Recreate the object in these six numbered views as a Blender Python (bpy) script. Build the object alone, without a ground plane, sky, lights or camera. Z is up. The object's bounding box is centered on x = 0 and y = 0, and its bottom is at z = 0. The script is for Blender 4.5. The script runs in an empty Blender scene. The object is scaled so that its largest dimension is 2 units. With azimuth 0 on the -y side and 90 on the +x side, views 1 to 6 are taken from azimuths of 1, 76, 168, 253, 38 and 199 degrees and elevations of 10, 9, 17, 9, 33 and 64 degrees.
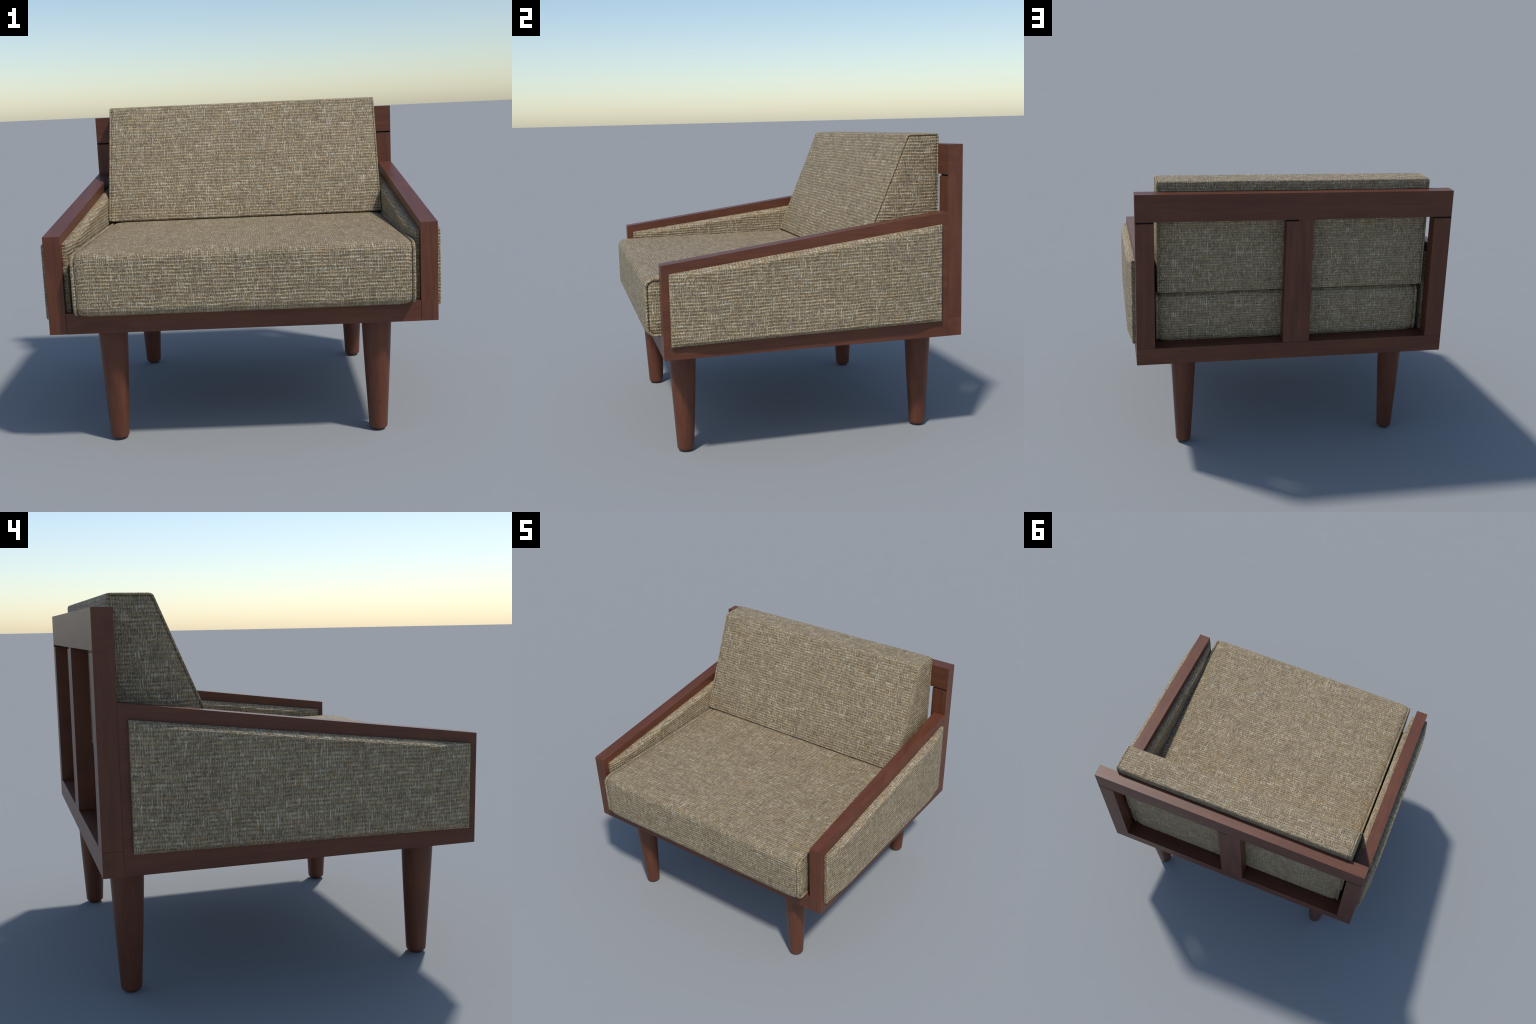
"""Low mid-century lounge armchair: dark red-brown timber frame, woven tweed
upholstery.  Metres, z up, front of the chair faces -y."""
import bpy, bmesh, math
from mathutils import Vector

# ------------------------------------------------------------------ sizes
FRAME_X_OUT, FRAME_X_IN = 0.9555, 0.8715      # side frame thickness
FRONT_Y, REAR_Y = -0.780, 0.774               # side frame, front to rear
BACK_Y = 0.857                                # rear face of the back frame
FRAME_Z = 0.590                               # underside of the frame
BASE_TOP = 0.694
ARM_Z_FRONT, ARM_Z_REAR = 1.077, 1.2745       # sloping arm top
RAIL_Z0, RAIL_Z1 = 1.4715, 1.633              # top rail of the back
LEG_X, LEG_Y_FRONT, LEG_Y_REAR = 0.667, -0.648, 0.7225

# ------------------------------------------------------------------ helpers
COL = bpy.context.scene.collection


def new_object(name, bm, material, parent, smooth_angle=None, bevel=0.0, segments=2):
    me = bpy.data.meshes.new(name)
    bmesh.ops.recalc_face_normals(bm, faces=bm.faces[:])
    if bevel > 0:
        sharp = [e for e in bm.edges if len(e.link_faces) == 2 and e.calc_face_angle(0) > 0.5]
        bmesh.ops.bevel(bm, geom=sharp, offset=bevel, segments=segments, profile=0.5,
                        affect='EDGES', clamp_overlap=True)
    bm.to_mesh(me)
    bm.free()
    if smooth_angle is not None:
        me.shade_smooth()
        me.set_sharp_from_angle(angle=math.radians(smooth_angle))
    me.materials.append(material)
    ob = bpy.data.objects.new(name, me)
    COL.objects.link(ob)
    ob.parent = parent
    return ob


def box(x0, x1, y0, y1, z0, z1, bm=None):
    bm = bm or bmesh.new()
    v = [bm.verts.new((x, y, z)) for x in (x0, x1) for y in (y0, y1) for z in (z0, z1)]
    for f in ((0, 1, 3, 2), (4, 6, 7, 5), (0, 4, 5, 1), (2, 3, 7, 6), (0, 2, 6, 4), (1, 5, 7, 3)):
        bm.faces.new([v[i] for i in f])
    return bm


def loft_x(stations):
    """Skin closed (y, z) rings placed at successive x; caps both ends."""
    bm = bmesh.new()
    rings = [[bm.verts.new((x, y, z)) for y, z in ring] for x, ring in stations]
    n = len(rings[0])
    for a, b in zip(rings, rings[1:]):
        for i in range(n):
            bm.faces.new((a[i], a[(i + 1) % n], b[(i + 1) % n], b[i]))
    bm.faces.new(rings[0][::-1])
    bm.faces.new(rings[-1])
    return bm


def rounded_polygon(points, radius, arc=8, per_side=1):
    """Polygon corners (y, z) rounded with one radius; straight sides optionally subdivided."""
    out = []
    n = len(points)
    radii = radius if isinstance(radius, (list, tuple)) else [radius] * n
    for i, p in enumerate(points):
        p = Vector(p)
        a = (Vector(points[i - 1]) - p).normalized()
        b = (Vector(points[(i + 1) % n]) - p).normalized()
        half = a.angle(b) / 2
        r = radii[i]
        t = r / math.tan(half)
        centre = p + (a + b).normalized() * (r / math.sin(half))
        s, e = p + a * t - centre, p + b * t - centre
        sweep = s.angle(e)
        cross = s.x * e.y - s.y * e.x
        sign = 1 if cross > 0 else -1
        for k in range(arc + 1):
            th = sign * sweep * k / arc
            out.append((centre.x + s.x * math.cos(th) - s.y * math.sin(th),
                        centre.y + s.x * math.sin(th) + s.y * math.cos(th)))
    return out


def inset_polygon(points, d):
    """Offset a counter-clockwise (y, z) polygon inward by d (mitred corners)."""
    out = []
    n = len(points)
    for i in range(n):
        p0, p, p1 = Vector(points[i - 1]), Vector(points[i]), Vector(points[(i + 1) % n])
        e0, e1 = (p - p0).normalized(), (p1 - p).normalized()
        n0, n1 = Vector((-e0.y, e0.x)), Vector((-e1.y, e1.x))
        m = (n0 + n1).normalized()
        out.append(tuple(p + m * (d / m.dot(n0))))
    return out


# ------------------------------------------------------------------ node helpers
class Nodes:
    def __init__(self, name):
        self.mat = bpy.data.materials.new(name)
        self.mat.use_nodes = True
        self.t = self.mat.node_tree
        self.t.nodes.clear()
        self.out = self.t.nodes.new('ShaderNodeOutputMaterial')
        self.bsdf = self.t.nodes.new('ShaderNodeBsdfPrincipled')
        self.t.links.new(self.bsdf.outputs[0], self.out.inputs[0])

    def put(self, sock, v):
        if isinstance(v, bpy.types.NodeSocket):
            self.t.links.new(v, sock)
        else:
            sock.default_value = v

    def math(self, op, a, b=0.0, c=0.0, clamp=False):
        n = self.t.nodes.new('ShaderNodeMath')
        n.operation = op
        n.use_clamp = clamp
        for s, v in zip(n.inputs, (a, b, c)):
            self.put(s, v)
        return n.outputs[0]

    def combine(self, x=0.0, y=0.0, z=0.0):
        n = self.t.nodes.new('ShaderNodeCombineXYZ')
        for s, v in zip(n.inputs, (x, y, z)):
            self.put(s, v)
        return n.outputs[0]

    def separate(self, v):
        n = self.t.nodes.new('ShaderNodeSeparateXYZ')
        self.put(n.inputs[0], v)
        return n.outputs

    def noise(self, vec, scale=1.0, detail=0.0, rough=0.5, distortion=0.0, dims='3D'):
        n = self.t.nodes.new('ShaderNodeTexNoise')
        n.noise_dimensions = dims
        self.put(n.inputs['Vector'], vec)
        self.put(n.inputs['Scale'], scale)
        self.put(n.inputs['Detail'], detail)
        self.put(n.inputs['Roughness'], rough)
        self.put(n.inputs['Distortion'], distortion)
        return n.outputs['Fac']

    def white(self, vec):
        n = self.t.nodes.new('ShaderNodeTexWhiteNoise')
        n.noise_dimensions = '2D'
        self.put(n.inputs['Vector'], vec)
        return n.outputs['Value']

    def step(self, v, lo, hi):
        n = self.t.nodes.new('ShaderNodeMapRange')
        n.interpolation_type = 'SMOOTHSTEP'
        self.put(n.inputs['Value'], v)
        n.inputs['From Min'].default_value = lo
        n.inputs['From Max'].default_value = hi
        return n.outputs[0]

    def ramp(self, fac, stops):
        n = self.t.nodes.new('ShaderNodeValToRGB')
        self.put(n.inputs[0], fac)
        el = n.color_ramp.elements
        while len(el) < len(stops):
            el.new(0.5)
        for e, (p, c) in zip(el, stops):
            e.position = p
            e.color = (*c, 1)
        return n.outputs[0]

    def mix(self, fac, a, b, blend='MIX'):
        n = self.t.nodes.new('ShaderNodeMix')
        n.data_type = 'RGBA'
        n.blend_type = blend
        self.put(n.inputs[0], fac)
        for s, v in ((n.inputs[6], a), (n.inputs[7], b)):
            self.put(s, v if isinstance(v, bpy.types.NodeSocket) else (*v, 1))
        return n.outputs[2]

    def bump(self, height, strength, distance):
        n = self.t.nodes.new('ShaderNodeBump')
        n.inputs['Strength'].default_value = strength
        n.inputs['Distance'].default_value = distance
        self.put(n.inputs['Height'], height)
        return n.outputs[0]


# ------------------------------------------------------------------ wood
WOOD_DARK = (0.064, 0.0205, 0.0115)
WOOD_MID = (0.113, 0.0365, 0.0190)
WOOD_WARM = (0.164, 0.056, 0.0270)


def wood_material(name, axis, figure=1.0):
    """Oiled red-brown timber; grain runs along `axis` (0, 1 or 2)."""
    g = Nodes(name)
    tc = g.t.nodes.new('ShaderNodeTexCoord')
    p = g.separate(tc.outputs['Object'])
    along = p[axis]
    across = [p[i] for i in range(3) if i != axis]

    def grain(k_along, k_across, **kw):
        return g.noise(g.combine(g.math('MULTIPLY', across[0], k_across),
                                 g.math('MULTIPLY', across[1], k_across),
                                 g.math('MULTIPLY', along, k_along)), **kw)
    broad = grain(1.6, 14, detail=3, rough=0.55, distortion=0.6)
    fine = grain(5, 130, detail=3, rough=0.65)
    pores = grain(14, 420, detail=1)
    blotch = g.noise(tc.outputs['Object'], scale=9, detail=4, rough=0.6)
    f = g.math('ADD', g.math('MULTIPLY', broad, 0.50), g.math('MULTIPLY', fine, 0.38))
    f = g.math('ADD', f, g.math('MULTIPLY', blotch, 0.20))
    f = g.math('ADD', g.math('MULTIPLY', g.math('SUBTRACT', f, 0.5), 1.25 * figure), 0.5)
    colour = g.ramp(f, [(0.22, WOOD_DARK), (0.50, WOOD_MID), (0.80, WOOD_WARM)])
    pore_mask = g.math('MULTIPLY', g.step(pores, 0.62, 0.75), 0.45)
    colour = g.mix(pore_mask, colour, WOOD_DARK)
    g.put(g.bsdf.inputs['Base Color'], colour)
    g.put(g.bsdf.inputs['Roughness'], g.math('ADD', g.math('MULTIPLY', fine, 0.12), 0.36))
    g.bsdf.inputs['Specular IOR Level'].default_value = 0.34
    g.put(g.bsdf.inputs['Normal'], g.bump(fine, 0.10, 0.001))
    return g.mat


def plain_material(name, colour, rough):
    g = Nodes(name)
    tc = g.t.nodes.new('ShaderNodeTexCoord')
    n = g.noise(tc.outputs['Object'], scale=60, detail=2)
    g.put(g.bsdf.inputs['Base Color'],
          g.mix(n, tuple(c * 0.8 for c in colour), tuple(c * 1.2 for c in colour)))
    g.bsdf.inputs['Roughness'].default_value = rough
    return g.mat


# ------------------------------------------------------------------ tweed
GAP = (0.108, 0.079, 0.046)  # shade between yarns, baked into the cloth colour
GROUND = [(0.28, (0.199, 0.149, 0.086)), (0.45, (0.265, 0.200, 0.119)),
          (0.58, (0.333, 0.258, 0.159)), (0.75, (0.410, 0.341, 0.233))]
SLUB = [(0.25, (0.299, 0.258, 0.190)), (0.37, (0.349, 0.263, 0.152)), (0.46, (0.443, 0.294, 0.133)),
        (0.54, (0.471, 0.361, 0.206)), (0.66, (0.476, 0.391, 0.256)), (0.84, (0.621, 0.557, 0.420))]
WARP = [(0.3, (0.299, 0.233, 0.143)), (0.5, (0.376, 0.301, 0.188)), (0.75, (0.487, 0.426, 0.306))]
PALE = [(0.0, (0.410, 0.347, 0.238)), (0.6, (0.521, 0.461, 0.344)), (1.0, (0.642, 0.590, 0.468))]


def tweed_material(name, wrap_over_front=False):
    """Basket-like tweed: fine ground weave, uneven slub yarns running across
    in ribs, short pale slubs running up.  Planar per face direction."""
    g = Nodes(name)
    M = g.math
    tc = g.t.nodes.new('ShaderNodeTexCoord')
    geo = g.t.nodes.new('ShaderNodeNewGeometry')
    x, y, z = g.separate(tc.outputs['Object'])
    nx, ny, nz = g.separate(geo.outputs['True Normal'])
    side = M('GREATER_THAN', M('ABSOLUTE', nx), 0.7)
    top = M('GREATER_THAN', M('ABSOLUTE', nz), 0.7)
    if wrap_over_front:           # cloth runs unbroken from the front over the top
        v_other = M('ADD', z, M('MULTIPLY', M('MINIMUM', y, 0.34), M('GREATER_THAN', z, 0.85)))
    else:
        v_other = M('ADD', z, M('MULTIPLY', top, M('SUBTRACT', y, z)))
    u = M('ADD', x, M('MULTIPLY', side, M('SUBTRACT', y, x)))
    v = M('ADD', v_other, M('MULTIPLY', side, M('SUBTRACT', z, v_other)))
    u = M('ADD', u, M('MULTIPLY', side, 3.37))
    base = g.combine(u, v)

    def n2(a, b, **kw):
        return g.noise(g.combine(a, b), dims='2D', **kw)

    def centred(n, k):
        return M('MULTIPLY', M('SUBTRACT', n, 0.5), k)

    # yarns wander a little
    v0, u0 = v, u
    v = M('ADD', v, centred(g.noise(base, 5, 1, dims='2D'), 0.015))
    v = M('ADD', v, centred(g.noise(base, 60, 1, dims='2D'), 0.004))
    u = M('ADD', u, centred(n2(v0, u0, scale=13, detail=1), 0.012))

    def yarn(c, pitch):
        q = M('DIVIDE', c, pitch)
        row = M('FLOOR', q)
        f = M('ABSOLUTE', M('SUBTRACT', M('MULTIPLY', M('FRACT', q), 2.0), 1.0))
        return row, M('SUBTRACT', 1.0, M('MULTIPLY', f, f)), f

    # fine ground weave
    row, prof_w, _ = yarn(v, 0.0062)
    col, prof_p, _ = yarn(u, 0.0068)
    over = M('MODULO', M('ABSOLUTE', M('ADD', row, col)), 2.0)
    under = M('SUBTRACT', 1.0, over)
    h0 = M('ADD', M('MULTIPLY', over, prof_w), M('MULTIPLY', under, prof_p))
    h0 = M('MULTIPLY', h0, M('ADD', 0.4, M('MULTIPLY', 0.6, M('MAXIMUM', prof_w, prof_p))))
    tone_w = n2(M('MULTIPLY', u, 30), M('MULTIPLY', row, 7.31), detail=1)
    tone_p = n2(M('MULTIPLY', col, 5.77), M('MULTIPLY', v, 26), detail=1)
    tone = M('ADD', M('MULTIPLY', over, tone_w), M('MULTIPLY', under, tone_p))
    colour = g.ramp(tone, GROUND)
    colour = g.mix(M('MULTIPLY', M('SUBTRACT', 1.0, h0, clamp=True), 0.70), colour, GAP)
    height = M('MULTIPLY', h0, 0.32)

    # thin warp ends, seen where they cross the furrows
    colw, profw, fw = yarn(u, 0.0094)
    warp_tone = n2(M('MULTIPLY', colw, 6.17), M('MULTIPLY', v, 38), detail=1)
    warp_mask = M('MULTIPLY', M('SUBTRACT', 1.0, g.step(fw, 0.28, 0.62)), g.step(warp_tone, 0.34, 0.58))
    colour = g.mix(M('MULTIPLY', warp_mask, 0.90), colour, g.ramp(warp_tone, WARP))
    height = M('MAXIMUM', height, M('MULTIPLY', warp_mask, 0.50))

    # slub yarns across: continuous ribs that bead over each warp end
    row2, prof2, f2 = yarn(v, 0.0168)
    phase = M('MULTIPLY', g.white(g.combine(row2, 3.0)), 6.283)
    beat = M('COSINE', M('ADD', M('MULTIPLY', u, 2 * math.pi / 0.0141), phase))
    swell = n2(M('MULTIPLY', u, 16), M('MULTIPLY', row2, 5.73), detail=1)
    lump = n2(M('MULTIPLY', u, 70), M('MULTIPLY', row2, 3.19), detail=1)
    thick = M('ADD', M('ADD', 0.46, centred(swell, 1.3)), M('ADD', centred(lump, 1.1), M('MULTIPLY', beat, 0.13)))
    thick = M('MINIMUM', thick, 0.82)
    body = M('SUBTRACT', thick, f2)
    mask2 = g.step(body, -0.20, 0.18)
    tone2 = M('ADD', M('MULTIPLY', n2(M('MULTIPLY', u, 17), M('MULTIPLY', row2, 9.37), detail=1), 0.70),
              M('MULTIPLY', lump, 0.30))
    tone2 = M('ADD', M('ADD', centred(tone2, 1.2), M('MULTIPLY', beat, 0.035)), 0.5)
    slub = g.ramp(tone2, SLUB)
    dip = M('MULTIPLY', M('SUBTRACT', 0.5, M('MULTIPLY', beat, 0.5)), 0.30)
    slub = g.mix(M('MAXIMUM', dip, M('MULTIPLY', M('SUBTRACT', 1.0, g.step(body, -0.05, 0.40)), 0.50)), slub, GAP)
    colour = g.mix(M('MULTIPLY', mask2, 0.74), colour, slub)
    height = M('MAXIMUM', height, M('MULTIPLY', mask2, M('ADD', 0.40, M('MULTIPLY', body, 0.8))))
    # furrow under each rib, its shadow painted in dark, broken along its length
    furrow = M('MULTIPLY', g.step(f2, 0.62, 0.95),
               g.step(n2(M('MULTIPLY', u, 26), M('MULTIPLY', row2, 2.9), detail=1), 0.36, 0.58))
    furrow = M('MULTIPLY', furrow, M('SUBTRACT', 1.0, M('MULTIPLY', warp_mask, 0.6)))
    colour = g.mix(M('MULTIPLY', furrow, 0.60), colour, GAP)
    height = M('SUBTRACT', height, M('MULTIPLY', furrow, 0.25))

    # occasional short pale slubs running up, in loose patches
    col3, prof3, f3 = yarn(u, 0.0125)
    rise = n2(M('MULTIPLY', col3, 4.13), M('MULTIPLY', v, 26), detail=1)
    rise = M('ADD', rise, centred(g.noise(base, 8, 2, dims='2D'), 0.35))
    body3 = M('SUBTRACT', M('MINIMUM', M('MULTIPLY', M('SUBTRACT', rise, 0.590), 5.0), 0.42), f3)
    mask3 = g.step(body3, -0.22, 0.15)
    pale = g.ramp(g.white(g.combine(col3, M('FLOOR', M('MULTIPLY', v, 30)))), PALE)
    colour = g.mix(M('MULTIPLY', mask3, 0.56), colour, pale)
    height = M('MAXIMUM', height, M('MULTIPLY', mask3, 0.80))

    # some ends and picks were spun paler or darker for a stretch
    streak = M('ADD', centred(n2(M('MULTIPLY', col3, 3.71), M('MULTIPLY', v, 6), detail=1), 0.40),
               centred(n2(M('MULTIPLY', u, 7), M('MULTIPLY', row2, 6.43), detail=1), 0.42))
    gain = M('ADD', 1.0, streak)
    colour = g.mix(1.0, colour, g.combine(gain, gain, gain), blend='MULTIPLY')

    g.put(g.bsdf.inputs['Base Color'], colour)
    g.bsdf.inputs['Roughness'].default_value = 0.60
    g.bsdf.inputs['Specular IOR Level'].default_value = 0.31
    g.put(g.bsdf.inputs['Normal'], g.bump(height, 1.0, 0.0042))
    return g.mat


wood_x = wood_material('wood_grain_across', 0)
wood_y = wood_material('wood_grain_deep', 1)
wood_z = wood_material('wood_grain_upright', 2)
joint_dark = plain_material('joint_painted_shadow', (0.012, 0.006, 0.005), 0.9)  # tenon tinted near black to deepen the slot's shadow line
glide_mat = plain_material('dark_glide', (0.070, 0.025, 0.015), 0.5)
tweed = tweed_material('tweed')
tweed_seat = tweed_material('tweed_seat', wrap_over_front=True)

# ------------------------------------------------------------------ the thing
chair = bpy.data.objects.new('armchair', None)
chair.empty_display_size = 0.2
COL.objects.link(chair)
chair['label'] = 'low wooden lounge armchair with beige tweed cushions and side panels'
chair['category'] = 'armchair'

# ------------------------------------------------------------------ frame
board_rear = BACK_Y
base = box(-FRAME_X_IN + 0.0006, FRAME_X_IN - 0.0006, FRONT_Y + 0.0015, REAR_Y - 0.0005, FRAME_Z - 0.001, BASE_TOP)
new_object('base_board', base, wood_x, chair, bevel=0.0007)

rear_rail = box(-FRAME_X_OUT, FRAME_X_OUT, REAR_Y, BACK_Y, FRAME_Z, BASE_TOP - 0.0005)
new_object('lower_back_rail', rear_rail, wood_x, chair, bevel=0.0007)

top_rail = box(-FRAME_X_OUT, FRAME_X_OUT, REAR_Y, BACK_Y, RAIL_Z0, RAIL_Z1)
new_object('top_rail', top_rail, wood_x, chair, bevel=0.0008)

SLOT = 0.0095          # shallow joint under the top rail, its shadow blackened by joint_dark


def back_post(x0, x1, slot_x0, slot_x1):
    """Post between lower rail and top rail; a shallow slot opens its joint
    front and rear between slot_x0 and slot_x1."""
    z0, z1 = BASE_TOP + 0.0003, RAIL_Z0
    bm = box(x0, x1, REAR_Y, BACK_Y, z0, z1 - SLOT)
    post = new_object('back_post', bm, wood_z, chair, bevel=0.0006)
    if slot_x1 < x1 - 0.001:
        new_object('post_shoulder', box(slot_x1, x1, REAR_Y + 0.0002, BACK_Y - 0.0002, z1 - SLOT, z1), wood_z, post)
    if slot_x0 > x0 + 0.001:
        new_object('post_shoulder', box(x0, slot_x0, REAR_Y + 0.0002, BACK_Y - 0.0002, z1 - SLOT, z1), wood_z, post)
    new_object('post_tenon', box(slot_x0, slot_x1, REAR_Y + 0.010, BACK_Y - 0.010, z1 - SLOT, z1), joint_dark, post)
    return post


SKIN = 0.004           # timber left closed on the outer side of the corner joints
back_post(-FRAME_X_OUT, -0.8475, -FRAME_X_OUT + SKIN, -0.8475)
back_post(0.8475, FRAME_X_OUT, 0.8475, FRAME_X_OUT - SKIN)
back_post(-0.0935, 0.0705, 0.0, 0.0705)

# side frames: sloping arm, front upright, lower rail and rear stile in one loop
FRAME_OUTLINE = [(FRONT_Y, FRAME_Z), (REAR_Y - 0.0006, FRAME_Z), (REAR_Y - 0.0006, ARM_Z_REAR), (FRONT_Y, ARM_Z_FRONT)]
PANEL_OUTLINE = [(-0.742, 0.6605), (0.734, 0.6795), (0.734, 1.2075), (-0.742, 1.0335)]


def side_frame(sign):
    bm = bmesh.new()
    hole = inset_polygon(PANEL_OUTLINE, 0.003)
    loops = {}
    for x in (FRAME_X_IN, FRAME_X_OUT):
        loops[x] = ([bm.verts.new((sign * x, y, z)) for y, z in FRAME_OUTLINE],
                    [bm.verts.new((sign * x, y, z)) for y, z in hole])
    for x in loops:
        o, h = loops[x]
        for i in range(4):
            bm.faces.new((o[i], o[(i + 1) % 4], h[(i + 1) % 4], h[i]))
    for k in (0, 1):
        a, b = loops[FRAME_X_IN][k], loops[FRAME_X_OUT][k]
        for i in range(4):
            bm.faces.new((a[i], a[(i + 1) % 4], b[(i + 1) % 4], b[i]))
    ob = new_object('side_frame', bm, wood_y, chair, bevel=0.0008)
    ob.data.materials.append(wood_z)          # the narrow front face has upright grain
    for p in ob.data.polygons:
        if p.normal.y < -0.9 and p.center.y < FRONT_Y + 0.002:
            p.material_index = 1
    return ob


def side_panel(sign):
    """Upholstered pad filling the frame, softly pillowed on both faces."""
    bm = bmesh.new()
    NY, NZ = 80, 48
    (ya, zb0), (yb, zb1), (_, zt1), (_, zt0) = PANEL_OUTLINE
    mid = (FRAME_X_IN + FRAME_X_OUT) / 2

    def spread(k, n):                         # denser near the edges
        return 0.5 - 0.5 * math.cos(math.pi * k / n)

    def swell(d, reach):                      # nearly straight ramp, eased at its foot
        t = min(max(d / reach, 0.0), 1.0)
        return 1 - (1 - t) ** 1.35

    def chamfer(d, reach):
        return min(max(d / reach, 0.0), 1.0)

    def half(t_sign):
        grid = []
        for i in range(NY + 1):
            s = spread(i, NY)
            y = ya + (yb - ya) * s
            zb, zt = zb0 + (zb1 - zb0) * s, zt0 + (zt1 - zt0) * s
            rowv = []
            crease = 0.021 if t_sign > 0 else 0.026
            levels = [zb + crease * k / 5 for k in range(5)]
            levels += [zb + crease + (zt - zb - 2 * crease) * k / (NZ - 10) for k in range(NZ - 9)]
            levels += [zt - crease * k / 5 for k in range(4, -1, -1)]
            for z in levels:
                dy, dz = min(y - ya, yb - y), min(z - zb, zt - z)
                edge = min(dy, dz)
                roll = 0.0045 * (1 - min(edge / 0.006, 1.0)) ** 2
                h = 0.0205 - roll + (0.0245 if t_sign > 0 else 0.0205) * swell(dy, 0.21) * chamfer(dz, 0.021 if t_sign > 0 else 0.026)
                rowv.append(bm.verts.new((sign * (mid + t_sign * (0.042 + h)), y, z)))
            grid.append(rowv)
        for i in range(NY):
            for j in range(NZ):
                bm.faces.new((grid[i][j], grid[i + 1][j], grid[i + 1][j + 1], grid[i][j + 1]))
        rim = [grid[i][0] for i in range(NY)] + [grid[NY][j] for j in range(NZ)] + \
              [grid[i][NZ] for i in range(NY, 0, -1)] + [grid[0][j] for j in range(NZ, 0, -1)]
        return rim
    a, b = half(1), half(-1)
    n = len(a)
    for i in range(n):
        bm.faces.new((a[i], a[(i + 1) % n], b[(i + 1) % n], b[i]))
    return new_object('side_panel', bm, tweed, chair, smooth_angle=28)


for s in (1, -1):
    side_frame(s)
    side_panel(s)

# ------------------------------------------------------------------ legs
LEG_PROFILE = [(0.0, 0.008), (0.036, 0.008), (0.0425, 0.0105), (0.0462, 0.0165), (0.0470, 0.024),
               (0.0510, 0.10), (0.0565, 0.20), (0.0625, 0.31), (0.0680, 0.42), (0.0725, 0.52),
               (0.0755, 0.5885), (0.0, 0.5885)]
GLIDE_PROFILE = [(0.0, 0.0), (0.031, 0.0), (0.033, 0.002), (0.033, 0.0078), (0.0, 0.0078)]


def lathe(profile, seg=56):
    bm = bmesh.new()
    rings = []
    for r, z in profile:
        if r == 0:
            rings.append([bm.verts.new((0, 0, z))])
        else:
            rings.append([bm.verts.new((r * math.cos(2 * math.pi * k / seg), r * math.sin(2 * math.pi * k / seg), z))
                          for k in range(seg)])
    for a, b in zip(rings, rings[1:]):
        for k in range(seg):
            k1 = (k + 1) % seg
            if len(a) == 1:
                bm.faces.new((a[0], b[k], b[k1]))
            elif len(b) == 1:
                bm.faces.new((a[k], a[k1], b[0]))
            else:
                bm.faces.new((a[k], a[k1], b[k1], b[k]))
    return bm


leg0 = new_object('leg', lathe(LEG_PROFILE), wood_z, chair, smooth_angle=50)
glide0 = new_object('foot_glide', lathe(GLIDE_PROFILE), glide_mat, leg0, smooth_angle=50)
for n, (lx, ly) in enumerate([(LEG_X, LEG_Y_FRONT), (-LEG_X, LEG_Y_FRONT), (LEG_X, LEG_Y_REAR), (-LEG_X, LEG_Y_REAR)]):
    if n == 0:
        leg, glide = leg0, glide0
    else:
        leg, glide = leg0.copy(), glide0.copy()
        COL.objects.link(leg)
        COL.objects.link(glide)
        glide.parent = leg
    leg.location = (lx, ly, 0)
    leg.rotation_euler = (0, 0, 1.3 * n)

# ------------------------------------------------------------------ seat cushion
SEAT_X0, SEAT_X1 = -0.8165, 0.8375
SEAT_BODY = [(-0.857, 0.684), (0.764, 0.684), (0.764, 1.0015), (-0.857, 1.0015)]


def seat_ring(inset):
    r = [0.046, 0.046, 0.046, 0.046]
    pts = inset_polygon(SEAT_BODY, inset)
    return rounded_polygon(pts, [max(q - inset * 0.3, 0.01) for q in r], arc=10)


def seat_body():
    """Boxed cushion: full in the middle, drawn in where the end seams pull."""
    shape = [(0.0155, 0.10), (0.0145, 0.06), (0.0115, 0.030), (0.007, 0.0225), (0.0, 0.0185), (0.003, 0.0130),
             (0.010, 0.0085), (0.022, 0.0042), (0.042, 0.0018), (0.075, 0.0004), (0.20, 0.0)]
    shape = [(-d if k < 4 else d, i) for k, (d, i) in enumerate(shape)]
    xa, xb = SEAT_X0 + 0.015, SEAT_X1 - 0.015
    st = [(xa + d, seat_ring(i)) for d, i in shape]
    st += [((xa + xb) / 2 + k * 0.15, seat_ring(0.0)) for k in range(-3, 4)]
    st += [(xb - d, seat_ring(i)) for d, i in reversed(shape)]
    return loft_x(st)


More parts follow.
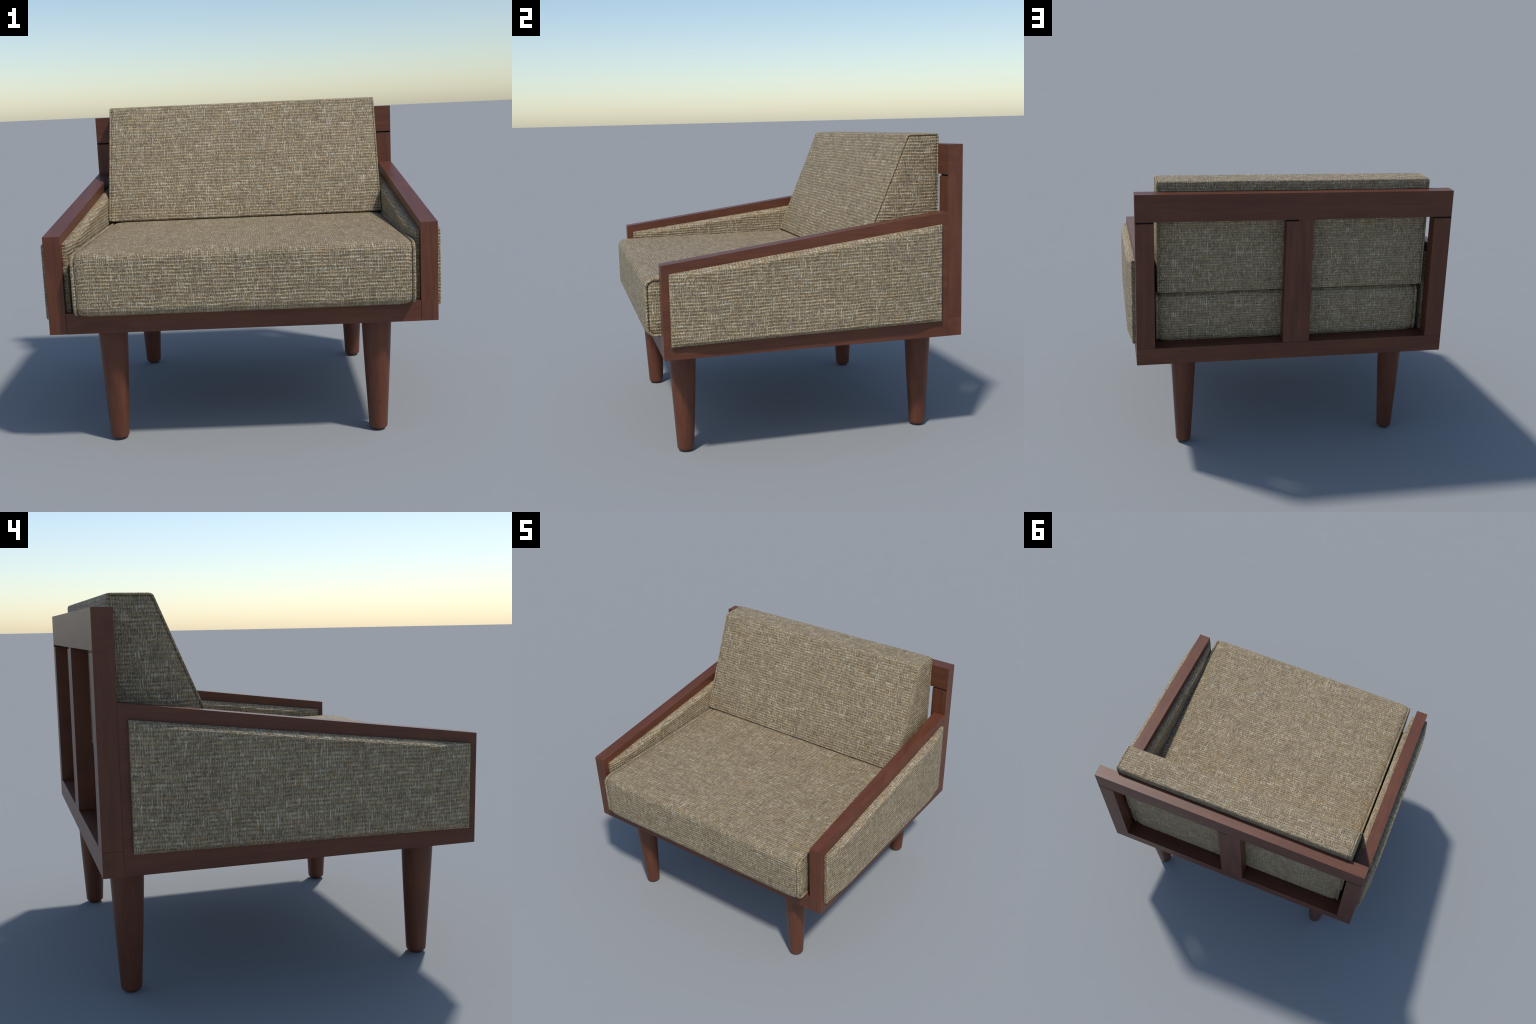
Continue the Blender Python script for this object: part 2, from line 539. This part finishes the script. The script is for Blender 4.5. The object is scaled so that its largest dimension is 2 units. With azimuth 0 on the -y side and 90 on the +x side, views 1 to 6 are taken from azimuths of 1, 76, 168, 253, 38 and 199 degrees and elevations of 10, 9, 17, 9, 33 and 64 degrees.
def ring_tube(ring, x, r_x, r_n, seg=10):
    """Piping cord following a closed (y, z) ring in the plane at x."""
    bm = bmesh.new()
    n = len(ring)
    loops = []
    for i in range(n):
        p0, p1 = Vector(ring[i - 1]), Vector(ring[(i + 1) % n])
        t = (p1 - p0).normalized()
        nrm = Vector((t.y, -t.x))
        loop = []
        for k in range(seg):
            a = 2 * math.pi * k / seg
            q = Vector(ring[i]) + nrm * (r_n * math.cos(a))
            loop.append(bm.verts.new((x + r_x * math.sin(a), q.x, q.y)))
        loops.append(loop)
    for i in range(n):
        a, b = loops[i], loops[(i + 1) % n]
        for k in range(seg):
            bm.faces.new((a[k], b[k], b[(k + 1) % seg], a[(k + 1) % seg]))
    return bm


seat = new_object('seat_cushion', seat_body(), tweed_seat, chair, smooth_angle=45)
for x in (SEAT_X0 + 0.0085, SEAT_X1 - 0.0085):
    new_object('piping', ring_tube(seat_ring(0.0125), x, 0.0085, 0.0075), tweed_seat, seat, smooth_angle=60)

# ------------------------------------------------------------------ back cushion
BACK_PROFILE = [(0.3040, 1.0050), (0.7785, 1.0120), (0.7785, 1.6905), (0.5965, 1.6905)]
BACK_HALF = 0.8275


def back_ring(inset, r=0.011):
    return rounded_polygon(inset_polygon(BACK_PROFILE, inset), [r * 0.8, r, r, r * 1.7], arc=6)


def back_body():
    e = BACK_HALF - 0.0095
    shape = [(-0.0110, 0.050), (-0.0100, 0.032), (-0.0075, 0.018), (-0.003, 0.0115), (0.0, 0.0085),
             (0.002, 0.0045), (0.006, 0.0015), (0.02, 0.0)]
    st = [(-e + d, back_ring(i)) for d, i in shape]
    st += [(k * 0.2, back_ring(0.0)) for k in range(-3, 4)]
    st += [(e - d, back_ring(i)) for d, i in reversed(shape)]
    return loft_x(st)


back = new_object('back_cushion', back_body(), tweed, chair, smooth_angle=40)
for s in (1, -1):
    new_object('piping', ring_tube(back_ring(0.0052), s * (BACK_HALF - 0.0055), 0.0055, 0.0052), tweed, back, smooth_angle=60)
